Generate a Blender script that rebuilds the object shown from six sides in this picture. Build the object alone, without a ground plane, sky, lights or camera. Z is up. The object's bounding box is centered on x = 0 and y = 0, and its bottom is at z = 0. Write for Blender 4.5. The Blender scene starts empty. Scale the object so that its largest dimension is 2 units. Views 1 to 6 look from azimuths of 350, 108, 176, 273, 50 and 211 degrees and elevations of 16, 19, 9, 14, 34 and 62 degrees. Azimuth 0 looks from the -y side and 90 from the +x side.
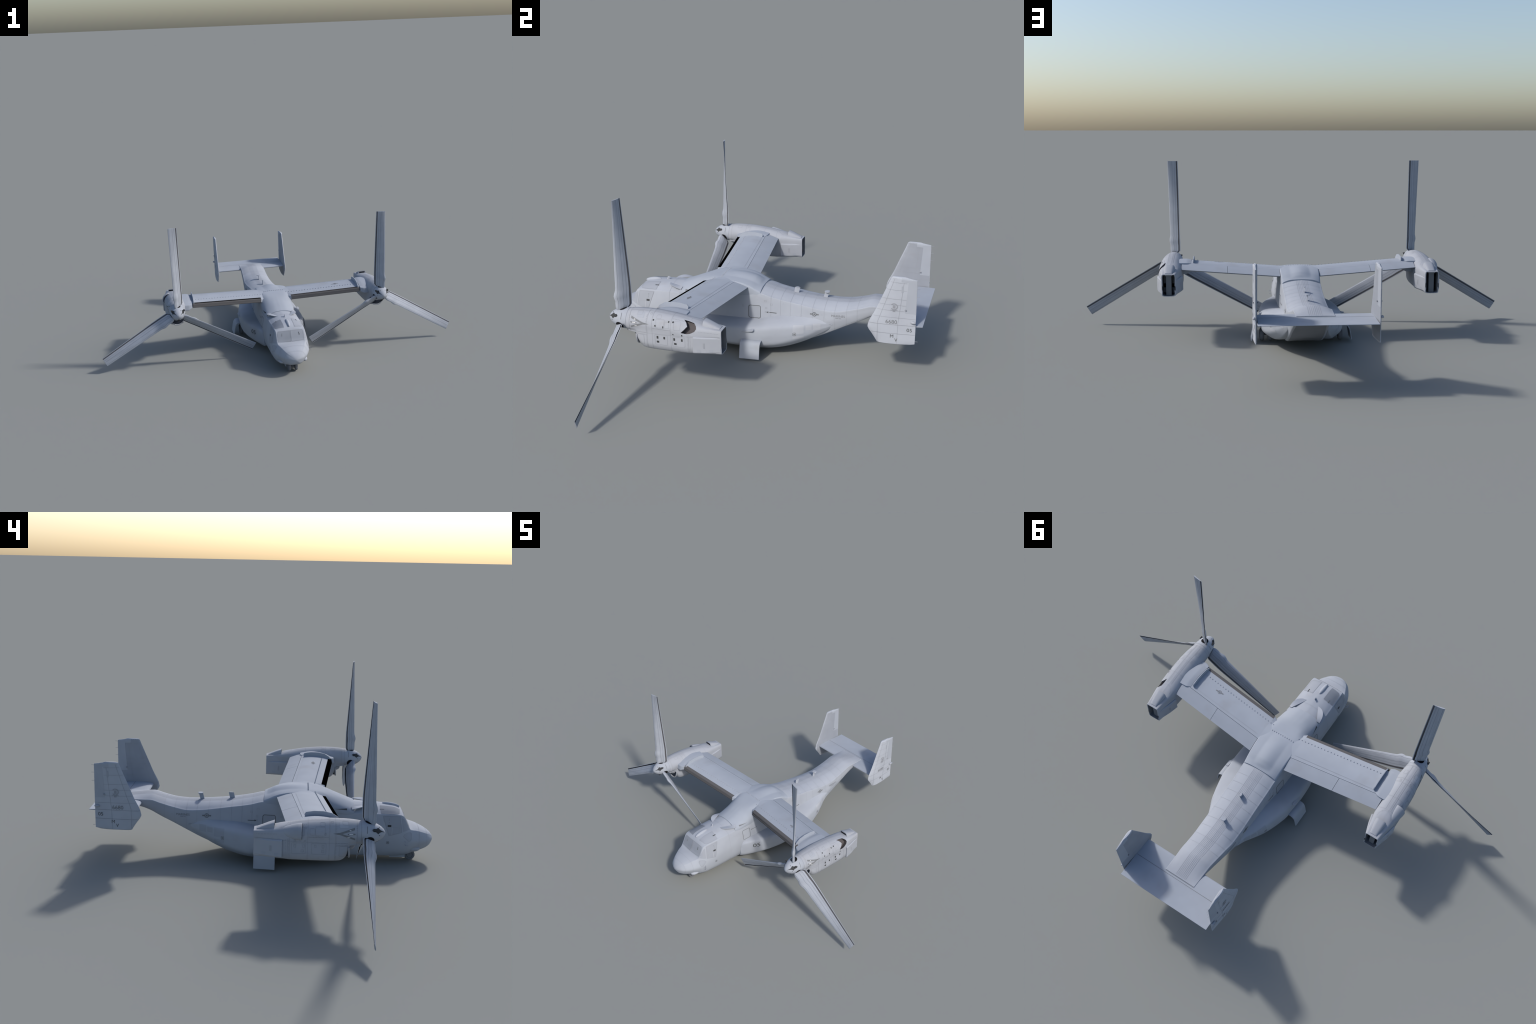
import bpy, bmesh, math, random
from mathutils import Vector, Matrix
from mathutils.bvhtree import BVHTree
random.seed(7)
V = Vector

# ------------------------------------------------------------------ helpers
def pchip(xs, ys):
    """monotone cubic interpolant through (xs, ys)"""
    n = len(xs)
    h = [xs[i+1]-xs[i] for i in range(n-1)]
    d = [(ys[i+1]-ys[i])/h[i] for i in range(n-1)]
    m = [0.0]*n
    m[0], m[-1] = d[0], d[-1]
    for i in range(1, n-1):
        if d[i-1]*d[i] > 0:
            w1, w2 = 2*h[i]+h[i-1], h[i]+2*h[i-1]
            m[i] = (w1+w2)/(w1/d[i-1]+w2/d[i])
    def f(x):
        if x <= xs[0]: return ys[0]
        if x >= xs[-1]: return ys[-1]
        i = 0
        while x > xs[i+1]: i += 1
        t = (x-xs[i])/h[i]
        return ((1+2*t)*(1-t)**2*ys[i] + t*(1-t)**2*h[i]*m[i]
                + t*t*(3-2*t)*ys[i+1] + t*t*(t-1)*h[i]*m[i+1])
    return f

def table(rows):
    """rows: (y, p1, p2 ...) -> function y -> [p1, p2 ...]"""
    rows = sorted(rows)
    xs = [r[0] for r in rows]
    fs = [pchip(xs, [r[k] for r in rows]) for k in range(1, len(rows[0]))]
    return xs, (lambda y: [f(y) for f in fs])

def spread(xs, step):
    """all stations plus evenly spaced ones between them"""
    out = []
    for a, b in zip(xs, xs[1:]):
        k = max(1, int(math.ceil((b-a)/step)))
        out += [a+(b-a)*i/k for i in range(k)]
    return out+[xs[-1]]

def catmull(pts, n, closed=False):
    out = []
    m = len(pts)
    segs = m if closed else m-1
    for i in range(segs):
        p1, p2 = pts[i], pts[(i+1) % m]
        p0 = pts[i-1] if (i > 0 or closed) else p1+(p1-p2)
        p3 = pts[(i+2) % m] if (i+2 < m or closed) else p2+(p2-p1)
        t0 = 0.0
        t1 = t0+max((p1-p0).length, 1e-6)**.5
        t2 = t1+max((p2-p1).length, 1e-6)**.5
        t3 = t2+max((p3-p2).length, 1e-6)**.5
        for k in range(n):
            t = t1+(t2-t1)*k/n
            a1 = p0*((t1-t)/(t1-t0))+p1*((t-t0)/(t1-t0))
            a2 = p1*((t2-t)/(t2-t1))+p2*((t-t1)/(t2-t1))
            a3 = p2*((t3-t)/(t3-t2))+p3*((t-t2)/(t3-t2))
            b1 = a1*((t2-t)/(t2-t0))+a2*((t-t0)/(t2-t0))
            b2 = a2*((t3-t)/(t3-t1))+a3*((t-t1)/(t3-t1))
            out.append(b1*((t2-t)/(t2-t1))+b2*((t-t1)/(t2-t1)))
    if not closed: out.append(pts[-1].copy())
    return out

ROOT = bpy.data.objects.new("tiltrotor_aircraft", None)
bpy.context.scene.collection.objects.link(ROOT)
ROOT["label"] = "light grey military tiltrotor transport with twin tail fins"
ROOT["category"] = "aircraft"

def add(name, bm, mats, parent=ROOT, smooth=40, stuff=False):
    me = bpy.data.meshes.new(name)
    bm.normal_update()
    bm.to_mesh(me); bm.free()
    for p in me.polygons: p.use_smooth = True
    if smooth is not None: me.set_sharp_from_angle(angle=math.radians(smooth))
    for m in (mats if isinstance(mats, (list, tuple)) else [mats]): me.materials.append(m)
    ob = bpy.data.objects.new(name, me)
    bpy.context.scene.collection.objects.link(ob)
    ob.parent = parent
    if stuff: ob["kind"] = "stuff"
    return ob

def loft(rings, cap=(True, True), bm=None, matf=None):
    bm = bm or bmesh.new()
    vr = [[bm.verts.new(p) for p in r] for r in rings]
    n = len(rings[0])
    for i, (a, b) in enumerate(zip(vr, vr[1:])):
        for j in range(n):
            f = bm.faces.new((a[j], a[(j+1) % n], b[(j+1) % n], b[j]))
            if matf: f.material_index = matf(i, j)
    if cap[0]: bm.faces.new(vr[0][::-1])
    if cap[1]: bm.faces.new(vr[-1])
    bmesh.ops.recalc_face_normals(bm, faces=bm.faces)
    return bm

def mirror_half(half):
    """half: points from the top centre (x=0) down to the bottom centre (x=0)"""
    return half+[V((-p.x, p.y, p.z)) for p in half[-2:0:-1]]

def box(bm, c, s, rot=None):
    r = bmesh.ops.create_cube(bm, size=1)
    M = Matrix.Translation(c) @ (rot or Matrix()) @ Matrix.Diagonal((s[0], s[1], s[2], 1))
    bmesh.ops.transform(bm, matrix=M, verts=r["verts"])
    return r["verts"]

def tube(bm, pts, r, n=8):
    rings = []
    for i, p in enumerate(pts):
        d = (pts[min(i+1, len(pts)-1)]-pts[max(i-1, 0)]).normalized()
        u = d.orthogonal().normalized(); w = d.cross(u)
        rr = r[i] if isinstance(r, (list, tuple)) else r
        rings.append([p+rr*(u*math.cos(2*math.pi*k/n)+w*math.sin(2*math.pi*k/n)) for k in range(n)])
    loft(rings, bm=bm)

def revolve(prof, centre, axis_y=True, n=40, bm=None):
    """prof: (pos along axis, radius)"""
    rings = []
    for s, r in prof:
        ring = []
        for k in range(n):
            a = 2*math.pi*k/n
            c, d = r*math.cos(a), r*math.sin(a)
            ring.append(centre+(V((c, s, d)) if axis_y else V((s, c, d))))
        rings.append(ring)
    return loft(rings, bm=bm)

# ---------------------------------------------------------------- materials
def nodes(name):
    m = bpy.data.materials.new(name); m.use_nodes = True
    nt = m.node_tree
    return m, nt, nt.nodes["Principled BSDF"]

def paint(name, col, rough=.55, stain=.0, blotch=.05, streak=None, metallic=0.0, scale=1.0, spec=.06):
    m, nt, b = nodes(name)
    N, L = nt.nodes.new, nt.links.new
    tc = N("ShaderNodeTexCoord")
    def noise(s, d, stretch=(1, 1, 1)):
        mp = N("ShaderNodeMapping"); mp.inputs["Scale"].default_value = stretch
        L(tc.outputs["Object"], mp.inputs["Vector"])
        t = N("ShaderNodeTexNoise"); t.inputs["Scale"].default_value = s*scale
        t.inputs["Detail"].default_value = d
        L(mp.outputs[0], t.inputs["Vector"]); return t.outputs["Fac"]
    def ramp(sock, a, b_):
        r = N("ShaderNodeMapRange"); r.inputs[1].default_value = a; r.inputs[2].default_value = b_
        L(sock, r.inputs[0]); return r.outputs[0]
    def mix(f, a, b_, amount=1.0):
        x = N("ShaderNodeMix"); x.data_type = 'RGBA'
        if amount != 1.0:
            k = N("ShaderNodeMath"); k.operation = 'MULTIPLY'; k.inputs[1].default_value = amount
            L(f, k.inputs[0]); f = k.outputs[0]
        L(f, x.inputs[0])
        for s, v in ((x.inputs[6], a), (x.inputs[7], b_)):
            if isinstance(v, tuple): s.default_value = (*v, 1)
            else: L(v, s)
        return x.outputs[2]
    dk = tuple(c*(1-blotch) for c in col); lt = tuple(min(1, c*(1+blotch)) for c in col)
    c = mix(ramp(noise(14, 5), .3, .7), dk, lt)
    if streak:
        c = mix(ramp(noise(90, 3, streak), .45, .7), c, tuple(k*.72 for k in col), .55)
        c = mix(ramp(noise(45, 2, streak), .5, .75), c, tuple(min(1, k*1.25) for k in col), .6)
    if stain > 0:
        s = ramp(noise(11, 6, (1, .6, 1)), .60, .78)
        c = mix(s, c, (col[0]*.80, col[1]*.72, col[2]*.62), stain)
        s2 = ramp(noise(60, 4), .66, .8)
        c = mix(s2, c, tuple(k*.7 for k in col), stain*.5)
    L(c, b.inputs["Base Color"])
    b.inputs["Roughness"].default_value = min(1, rough+.2)
    b.inputs["Metallic"].default_value = metallic
    b.inputs["Specular IOR Level"].default_value = spec
    return m

G = (.336, .359, .405)
def g(k, w=0.0): return (G[0]*k*(1+w), G[1]*k, G[2]*k*(1-w))
M_BODY = paint("grey_paint", G, .6, .35, .03)
M_ROOF = paint("roof_panel_paint", g(.95, -.02), .6, .05, .03)
M_NAC = paint("nacelle_paint", g(.94, .015), .6, .5, .04)
M_WING = paint("wing_paint", g(.94, -.02), .55, .3, .03)
M_FLAP = paint("flap_paint", g(.90, -.02), .55, .25, .03)
M_FIN = paint("fin_paint", g(1.07, .005), .6, .35, .04)
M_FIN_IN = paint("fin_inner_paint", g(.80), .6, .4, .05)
M_RUD = paint("rudder_paint", g(.97), .6, .3, .03)
M_BLADE = paint("blade_paint", g(1.0), .5, .0, .08, streak=(1, 1, .06))
M_BLADE_D = paint("blade_dark_streak", g(.45), .5, .0, .15, streak=(1, 1, .06))
M_BLADE_L = paint("blade_mid_streak", g(.76), .5, .0, .1, streak=(1, 1, .06))  # mid-grey lines along the blade
M_HUB = paint("spinner_paint", g(.98), .5, .3, .08)
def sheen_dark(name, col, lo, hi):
    """anti-ice strip: grey seen square on, near black at a glancing angle, this sheen painted into the base colour"""
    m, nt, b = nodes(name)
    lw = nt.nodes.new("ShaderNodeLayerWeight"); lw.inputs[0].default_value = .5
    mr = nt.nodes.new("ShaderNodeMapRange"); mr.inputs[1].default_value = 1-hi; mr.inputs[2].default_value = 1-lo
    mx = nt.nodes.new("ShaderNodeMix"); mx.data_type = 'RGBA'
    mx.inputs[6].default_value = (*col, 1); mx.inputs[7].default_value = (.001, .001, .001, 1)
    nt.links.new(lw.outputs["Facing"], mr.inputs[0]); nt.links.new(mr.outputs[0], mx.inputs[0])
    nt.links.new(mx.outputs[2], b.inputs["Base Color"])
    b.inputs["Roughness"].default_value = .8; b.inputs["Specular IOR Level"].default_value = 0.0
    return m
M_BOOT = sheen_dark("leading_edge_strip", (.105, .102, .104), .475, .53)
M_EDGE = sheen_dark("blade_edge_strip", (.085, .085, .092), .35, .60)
M_BLACK = paint("slot_plate_black", (.006, .006, .006), .6, 0, .0)
M_MARK = paint("dark_grey_lettering", (.085, .09, .092), .6, 0, .1)
M_MARK2 = paint("faded_grey_lettering", (.17, .178, .19), .6, 0, .1)
M_LINE = paint("panel_line_grey", g(.78, .02), .6, 0, .1)
M_SPOT = paint("dark_spot", (.05, .052, .055), .6, 0, .1)  # dark grey for flat opening patches, spinner marks, wipers and dampers
M_BROWN = paint("scoop_cavity_brown", (.090, .083, .087), .6, 0, .05)
M_GLASS_D = paint("shaded_window", g(.60, -.03), .5, 0, .04)  # darker copy for the sunless roof pane, shade painted into it
M_GLASS = paint("painted_window", g(.86), .42, 0, .03)
M_PANEL = paint("replaced_panel_paint", g(.90), .55, 0, .03)
M_PANEL_D = paint("shaded_windscreen", g(.74, -.01), .5, 0, .04)  # windscreen pane away from the sun: shade put into the colour
M_LIGHT = paint("pale_panel_paint", g(1.08, .02), .55, .2, .03)
M_DUCT = paint("exhaust_duct", (.16, .17, .185), .6, .2, .06)
M_PIPE = paint("exhaust_wall", (.15, .16, .178), .7, 0, .1)  # darker grey inside the tail pipe
M_GAP = paint("blade_gap_dark", (.012, .012, .014), .7, 0, .1)  # near black for the gap patches at the blade roots
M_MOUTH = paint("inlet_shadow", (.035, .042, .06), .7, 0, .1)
M_TYRE = paint("tyre_rubber", (.16, .165, .18), .7, 0, .08)
M_WHITE = paint("white_stencil", (.75, .75, .76), .6, 0, .0)

# ----------------------------------------------------------------- fuselage
# y: top, roof-edge z, roof-edge half width, widest z, half width, lower z, lower half width, belly z, belly half width, boxiness
FUS = [
 (-.7205, .100, .0985, .003, .0965, .004, .0945, .003, .093, .002, 0),
 (-.717, .110, .106, .013, .098, .020, .089, .014, .084, .008, 0),
 (-.708, .122, .115, .026, .100, .038, .082, .028, .070, .015, 0),
 (-.690, .1345, .126, .043, .100, .057, .078, .046, .0585, .024, .1),
 (-.665, .1465, .137, .057, .102, .074, .077, .062, .0500, .034, .2),
 (-.640, .1555, .146, .068, .104, .087, .075, .075, .0425, .042, .35),
 (-.620, .1570, .151, .075, .107, .094, .073, .083, .0385, .050, .5),
 (-.614, .1590, .1555, .077, .108, .096, .072, .086, .0375, .055, .55),
 (-.598, .1900, .1850, .078, .112, .0985, .071, .090, .0355, .060, .65),
 (-.584, .2165, .2110, .079, .116, .1000, .070, .092, .0340, .064, .7),
 (-.574, .2260, .2160, .081, .122, .1007, .070, .093, .0330, .066, .8),
 (-.550, .2385, .2170, .0825, .130, .1012, .070, .094, .0320, .068, .85),
 (-.510, .2440, .2170, .0835, .135, .1015, .070, .094, .0310, .070, .85),
 (-.460, .2465, .2180, .0850, .137, .1015, .070, .094, .0305, .070, .9),
 (-.390, .2490, .2190, .0860, .137, .1015, .070, .094, .0295, .070, .9),
 (-.300, .2550, .2260, .0880, .135, .101, .070, .094, .0290, .072, 1),
 (-.200, .2600, .2360, .0900, .130, .100, .070, .094, .0290, .074, 1),
 (-.050, .2620, .2450, .0890, .120, .097, .070, .093, .0280, .076, 1),
 (.004, .2730, .2560, .0850, .125, .095, .070, .091, .0270, .076, 1),
 (.060, .2620, .2430, .0845, .130, .094, .071, .090, .0270, .077, 1),
 (.100, .2545, .2355, .0840, .132, .093, .073, .089, .0290, .077, 1),
 (.140, .2475, .2300, .0840, .134, .093, .080, .088, .0360, .077, 1),
 (.200, .2425, .2205, .0845, .140, .092, .096, .087, .0580, .076, 1),
 (.270, .2385, .2110, .0855, .152, .090, .119, .084, .0870, .073, 1),
 (.330, .2370, .2080, .0850, .168, .087, .140, .081, .1170, .071, 1),
 (.390, .2395, .2190, .0800, .187, .081, .164, .077, .1480, .069, 1),
 (.450, .2530, .2350, .0770, .208, .077, .189, .074, .1775, .067, 1),
 (.492, .2650, .2465, .0755, .222, .075, .207, .072, .1995, .064, 1),
 (.520, .2625, .2465, .0745, .229, .073, .216, .070, .2095, .062, 1),
 (.560, .2555, .2470, .0735, .231, .072, .223, .068, .2185, .058, 1),
 (.599, .2490, .2482, .0725, .233, .071, .229, .067, .2260, .056, 1),
]
fx, ff = table(FUS)
def fus_ring(y, grow=0.0):
    zt, ze, we, zm, wm, zl, wl, zb, wb, k = ff(y)
    h = zt-ze
    soft = [(0, zt), (.35*we, zt-.07*h), (.65*we, zt-.28*h), (.88*we, zt-.66*h), (.965*we, zt-.86*h),
            (we+.05*(wm-we), ze-.05*(ze-zm)), (we+.62*(wm-we), ze-.45*(ze-zm)), (wm, zm), (wl, zl),
            (wl*.55+wb*.45, zl-.62*(zl-zb)), (wb, zb+.08*(zl-zb)), (.5*wb, zb), (0, zb)]
    box_ = [(0, zt), (.4*we, zt-.16*h), (.72*we, zt-.50*h), (.93*we, zt-.86*h), (.985*we, ze+.05*h),
            (we+.04*(wm-we), ze-.04*(ze-zm)), (we+.5*(wm-we), ze-.4*(ze-zm)), (wm, zm), (wl, zl),
            (wl-.45*(wl-wb), zb+.40*(zl-zb)), (wb, zb+.02*(zl-zb)), (.5*wb, zb), (0, zb)]
    half = catmull([V((a[0]+(b[0]-a[0])*k, y, a[1]+(b[1]-a[1])*k)) for a, b in zip(soft, box_)], 4)
    if grow:
        cz = .5*(zt+zb)
        half = [V((p.x+grow*(1 if p.x > 1e-5 else 0), y, p.z+grow*(1 if p.z > cz else -1))) for p in half]
    return mirror_half(half)
fus = add("fuselage", loft([fus_ring(y) for y in spread(fx, .012)]), M_BODY, smooth=40)

# ---------------------------------------------------------- wing root fairing
FAIR = [ # y: top z, shoulder z at 0.6 width, edge z, edge half width
 (-.374, .2530, .2440, .2230, .0870), (-.345, .2640, .2530, .226, .0885), (-.300, .2820, .2700, .236, .0905),
 (-.265, .2945, .2860, .252, .0915), (-.235, .3030, .2990, .275, .0915), (-.200, .3075, .3060, .297, .0910),
 (-.150, .3085, .3075, .302, .0900), (-.105, .3070, .3055, .300, .0890), (-.070, .3025, .3005, .293, .0880),
 (-.040, .2950, .2925, .282, .0870), (-.015, .2840, .2815, .269, .0860), (.006, .2765, .2730, .2580, .0850)]
ax, af = table(FAIR)
def fair_ring(y):
    zt, zs, ze, we = af(y)
    half = [V((0, y, zt)), V((.33*we, y, zt-.22*(zt-zs))), V((.62*we, y, zs)), V((.86*we, y, zs-.45*(zs-ze))),
            V((we*.97, y, ze+.12*(zs-ze))), V((we, y, ze-.012)), V((we*.99, y, .215))]
    half = catmull(half, 5)
    hump = hf(y)[0]
    for p in half:                                  # oval gearbox hump on the centre line
        if abs(p.x) < .046: p.z += hump*(1-(p.x/.046)**2)**1.4
    half += [V((.5*we, y, .205)), V((0, y, .205))]
    return mirror_half(half)
hx, hf = table([(-.374, 0), (-.195, 0), (-.165, .003), (-.110, .0065), (-.060, .0085), (-.035, .0095), (-.015, .0070), (-.003, .001), (.006, 0)])
fairing = add("wing_root_fairing", loft([fair_ring(y) for y in spread(ax, .005)]), M_ROOF, smooth=50)

# ----------------------------------------------------------------- sponsons
SPO = [ # y: junction z, shoulder x, shoulder z, half width, upper z, lower z, bottom x, bottom z
 (-.352, .112, .096, .106, .099, .090, .060, .092, .045),
 (-.335, .136, .104, .131, .112, .105, .054, .095, .036),
 (-.300, .141, .112, .137, .131, .110, .054, .103, .031),
 (-.250, .142, .122, .139, .153, .108, .055, .115, .029),
 (-.190, .142, .131, .139, .172, .106, .056, .127, .028),
 (-.120, .142, .137, .139, .182, .104, .056, .136, .028),
 (-.050, .142, .138, .139, .1835, .104, .056, .139, .028),
 (.010, .147, .136, .143, .1805, .106, .056, .136, .028),
 (.050, .159, .132, .152, .177, .109, .058, .132, .029),
 (.090, .166, .126, .158, .168, .112, .062, .125, .033),
 (.140, .171, .118, .162, .155, .116, .073, .115, .043),
 (.190, .173, .110, .164, .138, .121, .088, .105, .060),
 (.235, .173, .102, .164, .117, .128, .105, .096, .080),
 (.275, .168, .094, .160, .099, .136, .124, .087, .104),
 (.308, .156, .087, .152, .0885, .143, .136, .082, .124), (.325, .150, .078, .148, .079, .146, .142, .077, .138)]
sx, sf = table(SPO)
def sponson(s):
    rings = []
    for y in spread(sx, .012):
        zj, xs, zs, w, zu, zl, xb, zb = sf(y)
        pts = [V((.075, y, zj+.002)), V((.088, y, zj)), V((xs, y, zs)), V((w-.18*(w-xs), y, .5*zs+.5*zu+.006)), V((w, y, zu)),
               V((w, y, .5*(zu+zl))), V((w-.1*(w-xb), y, zl)), V((xb+.35*(w-xb), y, zl-.72*(zl-zb))), V((xb, y, zb)), V((.075, y, zb-.001 if zb < .03 else zb))]
        c = catmull(pts, 4)+[V((.06, y, .5*(zj+zb)))]
        rings.append([V((s*p.x, p.y, p.z)) for p in c])
    return add("sponson", loft(rings), M_BODY, smooth=50)
spon = {s: sponson(s) for s in (1, -1)}

# --------------------------------------------------------------------- wing
# airfoil at the root (y, z); the tip is the same shape shifted by SWEEP
TOP = [(-.2380, .2945), (-.220, .3005), (-.185, .3060), (-.150, .3065), (-.110, .3010)]
FLT = [(-.1085, .3010), (-.080, .2930), (-.048, .2815)]
BOT = [(-.108, .2665), (-.150, .2610), (-.200, .2600), (-.232, .2640), (-.2460, .2700)]
NOSE = [(-.2460, .2700), (-.2562, .2703), (-.2575, .2722), (-.2560, .2800), (-.2545, .2885), (-.2530, .2912), (-.2450, .2932), (-.2380, .2945)]
X0, X1 = .088, .500
def shift(x):
    t = (x-X0)/(X1-X0)
    return (-.044*t, .0240*t)
def sect(pts, x, s):
    dy, dz = shift(abs(x))
    return [V((s*abs(x), p[0]+dy, p[1]+dz)) for p in pts]
def smooth2(pts, n=5):
    return [(p.x, p.y) for p in catmull([V((a, b, 0)) for a, b in pts], n)]
wings = {}
for s in (1, -1):
    ring = smooth2(TOP)+smooth2(BOT)
    xs = [X0+(X1-X0)*i/10 for i in range(11)]
    wings[s] = add("wing", loft([sect(ring, x, s) for x in xs]), M_WING, smooth=35)
    nose = smooth2(NOSE, 6)+[(-.2410, .2820)]
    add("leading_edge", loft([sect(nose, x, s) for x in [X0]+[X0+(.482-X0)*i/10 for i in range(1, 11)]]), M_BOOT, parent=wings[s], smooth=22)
    for a, b in ((X0+.001, .3215), (.3230, .528)):
        fl = smooth2(FLT, 4)+[(-.0485, .2800)]+smooth2([(-.0600, .2775), (-.1065, .2668)], 3)
        add("flap", loft([sect(fl, a+(b-a)*i/4, s) for i in range(5)]), M_FLAP, parent=wings[s], smooth=40)
# centre section between the wings with a painted leading edge
ring = smooth2(TOP)+smooth2(BOT)[:-1]+smooth2(NOSE, 6)[:-1]
bm = bmesh.new()
def glove(x):
    k = 1-(abs(x)/X0)**2
    return [V((x, p[0]+(.034*k*min(1, max(0, (-.19-p[0])/.06))), p[1]-.006*k*min(1, max(0, (-.19-p[0])/.06)))) for p in ring]
cs = loft([glove(X0*(i/12)) for i in range(-12, 13)])
add("wing_centre_section", cs, M_ROOF, smooth=40)

# ------------------------------------------------------------------ nacelles
CX, CZ = .577, .305
NAC = [ # y: top, upper half width, lower half width, belly z, roundness of upper part (box-ness)
 (-.362, .3475, .0425, .0320, .2640, 0), (-.345, .3500, .0450, .0340, .2620, 0), (-.324, .3520, .0470, .0380, .2610, 0),
 (-.319, .3523, .0475, .0400, .2500, 0), (-.314, .3525, .0480, .0430, .2280, 0), (-.305, .3528, .0490, .0450, .2140, 0),
 (-.290, .3530, .0500, .0480, .2050, 0), (-.260, .3530, .0520, .0500, .2025, 0), (-.200, .3490, .0535, .0515, .2020, 0),
 (-.150, .3430, .0540, .0520, .2025, 0), (-.110, .3355, .0525, .0520, .2035, .1), (-.080, .3295, .0490, .0510, .2070, .3),
 (-.045, .3200, .0420, .0450, .2100, .6), (-.010, .3120, .0350, .0370, .2105, .85), (.022, .3070, .0295, .0295, .2100, 1.0)]
nx, nf = table(NAC)
def nac_half(y):
    zt, wu, wl, zb, q = nf(y)
    deep = max(0, min(1, (.262-zb)/.05))
    zc = zt-.045                                   # centre of the round upper body
    L = lambda a, b: a+(b-a)*q
    pts = [V((0, y, zt)), V((L(.40, .55)*wu, y, zt-L(.0040, .0004))), V((L(.72, .9)*wu, y, zt-L(.0152, .001))),
           V((L(.91, 1)*wu, y, zt-L(.0285, .006))), V((wu, y, zc)),
           V((max(wu*.9, wl) if deep > .3 else wu*.93, y, zc-.020-.006*deep)),
           V((wl, y, zb+.035*deep+.010)), V((wl*.97, y, zb+.020*deep+.004)),
           V((wl*L(.72, .95), y, zb+.0035)), V((wl*.4, y, zb)), V((0, y, zb))]
    return mirror_half(catmull(pts, 4))
nacs, hubs = {}, {}
for s in (1, -1):
    rings = [[V((s*CX+p.x, p.y, p.z)) for p in nac_half(y)] for y in spread(nx, .008)]
    # hollow tail pipe: inset the last ring and push it inwards
    last = rings[-1]
    cen = V((s*CX, .022, .2585))
    ins = [V((cen.x+(p.x-cen.x)*.88, p.y, cen.z+(p.z-cen.z)*.95)) for p in last]
    rings += [ins, [V((p.x, -.05, p.z)) for p in ins]]
    k = len(rings)
    nacs[s] = add("nacelle", loft(rings, matf=lambda i, j: 1 if i >= k-2 else 0), [M_NAC, M_PIPE], smooth=38)
    bm = bmesh.new()
    box(bm, V((s*CX, -.020, .2585)), (.023, .056, .0910))
    add("exhaust_core", bm, M_DUCT, parent=nacs[s])
    # side suppressor panels: wedge that is widest at its front edge
    for d in (1, -1):
        bm = bmesh.new()
        rr = []
        for y, w0, z0, z1, wi in ((-.081, .0572, .2145, .283, .016), (-.04, .0487, .2150, .2815, .009), (.019, .0303, .2155, .2800, .0025)):
            rr.append([V((s*CX+d*(w0), y, z0+.006)), V((s*CX+d*w0, y, z1-.004)), V((s*CX+d*(w0-.004), y, z1)),
                       V((s*CX+d*(w0-wi), y, z1)), V((s*CX+d*(w0-wi), y, z0)), V((s*CX+d*(w0-min(.006, wi*.8)), y, z0))])
        add("exhaust_shroud", loft(rr), M_NAC, parent=nacs[s], smooth=30)
    # hood on top of the tail
    rr = []
    for y, h, w in ((-.052, .0150, .0250), (-.030, .0125, .0225), (-.005, .0075, .0180), (.012, .0020, .0150)):
        zb = nf(y)[0]
        pts = [V((-w, y, zb-.010)), V((-w, y, zb+.002)), V((-w*.80, y, zb+h*.85)), V((-w*.4, y, zb+h)), V((w*.4, y, zb+h)),
               V((w*.80, y, zb+h*.85)), V((w, y, zb+.002)), V((w, y, zb-.010))]
        rr.append([V((s*CX+p.x, p.y, p.z)) for p in pts])
    hood = loft(rr)
    add("tail_hood", hood, M_NAC, parent=nacs[s], smooth=50)
    bm = bmesh.new()
    box(bm, V((s*CX, -.0522, nf(-.052)[0]+.0065)), (.034, .0016, .007))
    add("hood_slot_plate", bm, M_BLACK, parent=nacs[s])  # solid black plate added to stand for the slot opening
    # crescent engine inlet under the spinner: a rounded lip around a dark plate, the mouth's shadow put into its colour
    arc = [math.radians(180+180*q/24) for q in range(25)]
    bm = bmesh.new()
    tube(bm, [V((s*CX+.0415*math.cos(a), -.3190-.004*math.sin(-a), .2600+.0480*math.sin(a))) for a in arc], .0036, 8)
    add("inlet_lip", bm, M_NAC, parent=nacs[s])
    bm = bmesh.new()
    loft([[V((s*CX+.0390*math.cos(a), y, .2590+.0450*math.sin(a))) for a in arc] for y in (-.3205, -.3120)], bm=bm)
    add("inlet_mouth_plate", bm, M_MOUTH, parent=nacs[s])
    bm = bmesh.new()
    bmesh.ops.create_uvsphere(bm, u_segments=20, v_segments=12, radius=1)
    bmesh.ops.transform(bm, matrix=Matrix.Translation((s*CX, -.322, .2560)) @ Matrix.Diagonal((.026, .022, .017, 1)), verts=bm.verts)
    add("gearbox_chin", bm, M_NAC, parent=nacs[s])
    # tilt joint collar between wing tip and nacelle
    rr = []
    for x, k in ((.488, .0), (.494, .30), (.503, .85), (.512, 1.0), (.545, 1.0)):
        base = smooth2(TOP, 4)[::-1]+smooth2(NOSE, 4)[::-1][1:-1]+smooth2(BOT, 4)[::-1]
        dy, dz = shift(.51)
        cy, cz = -.185, .289
        ring = []
        for p in base:
            yy, zz = p[0], p[1]
            e = 1+.10*k
            ring.append(V((s*x, cy+(yy-cy)*(1+.14*k)+dy, cz+(zz-cz)*(1+.42*k)+dz-.002*k)))
        rr.append(ring)
    add("tilt_collar", loft(rr), M_WING, parent=nacs[s], smooth=50)
    # wing fence
    out = [(-.293, .312), (-.285, .327), (-.262, .3415), (-.230, .3480), (-.195, .3480), (-.165, .3430), (-.160, .334), (-.165, .318), (-.22, .32), (-.28, .305)]
    add("wing_fence", loft([[V((s*(x), a, b)) for a, b in out] for x in (.4750, .4782)]), M_WING, parent=wings[s], smooth=30)

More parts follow.
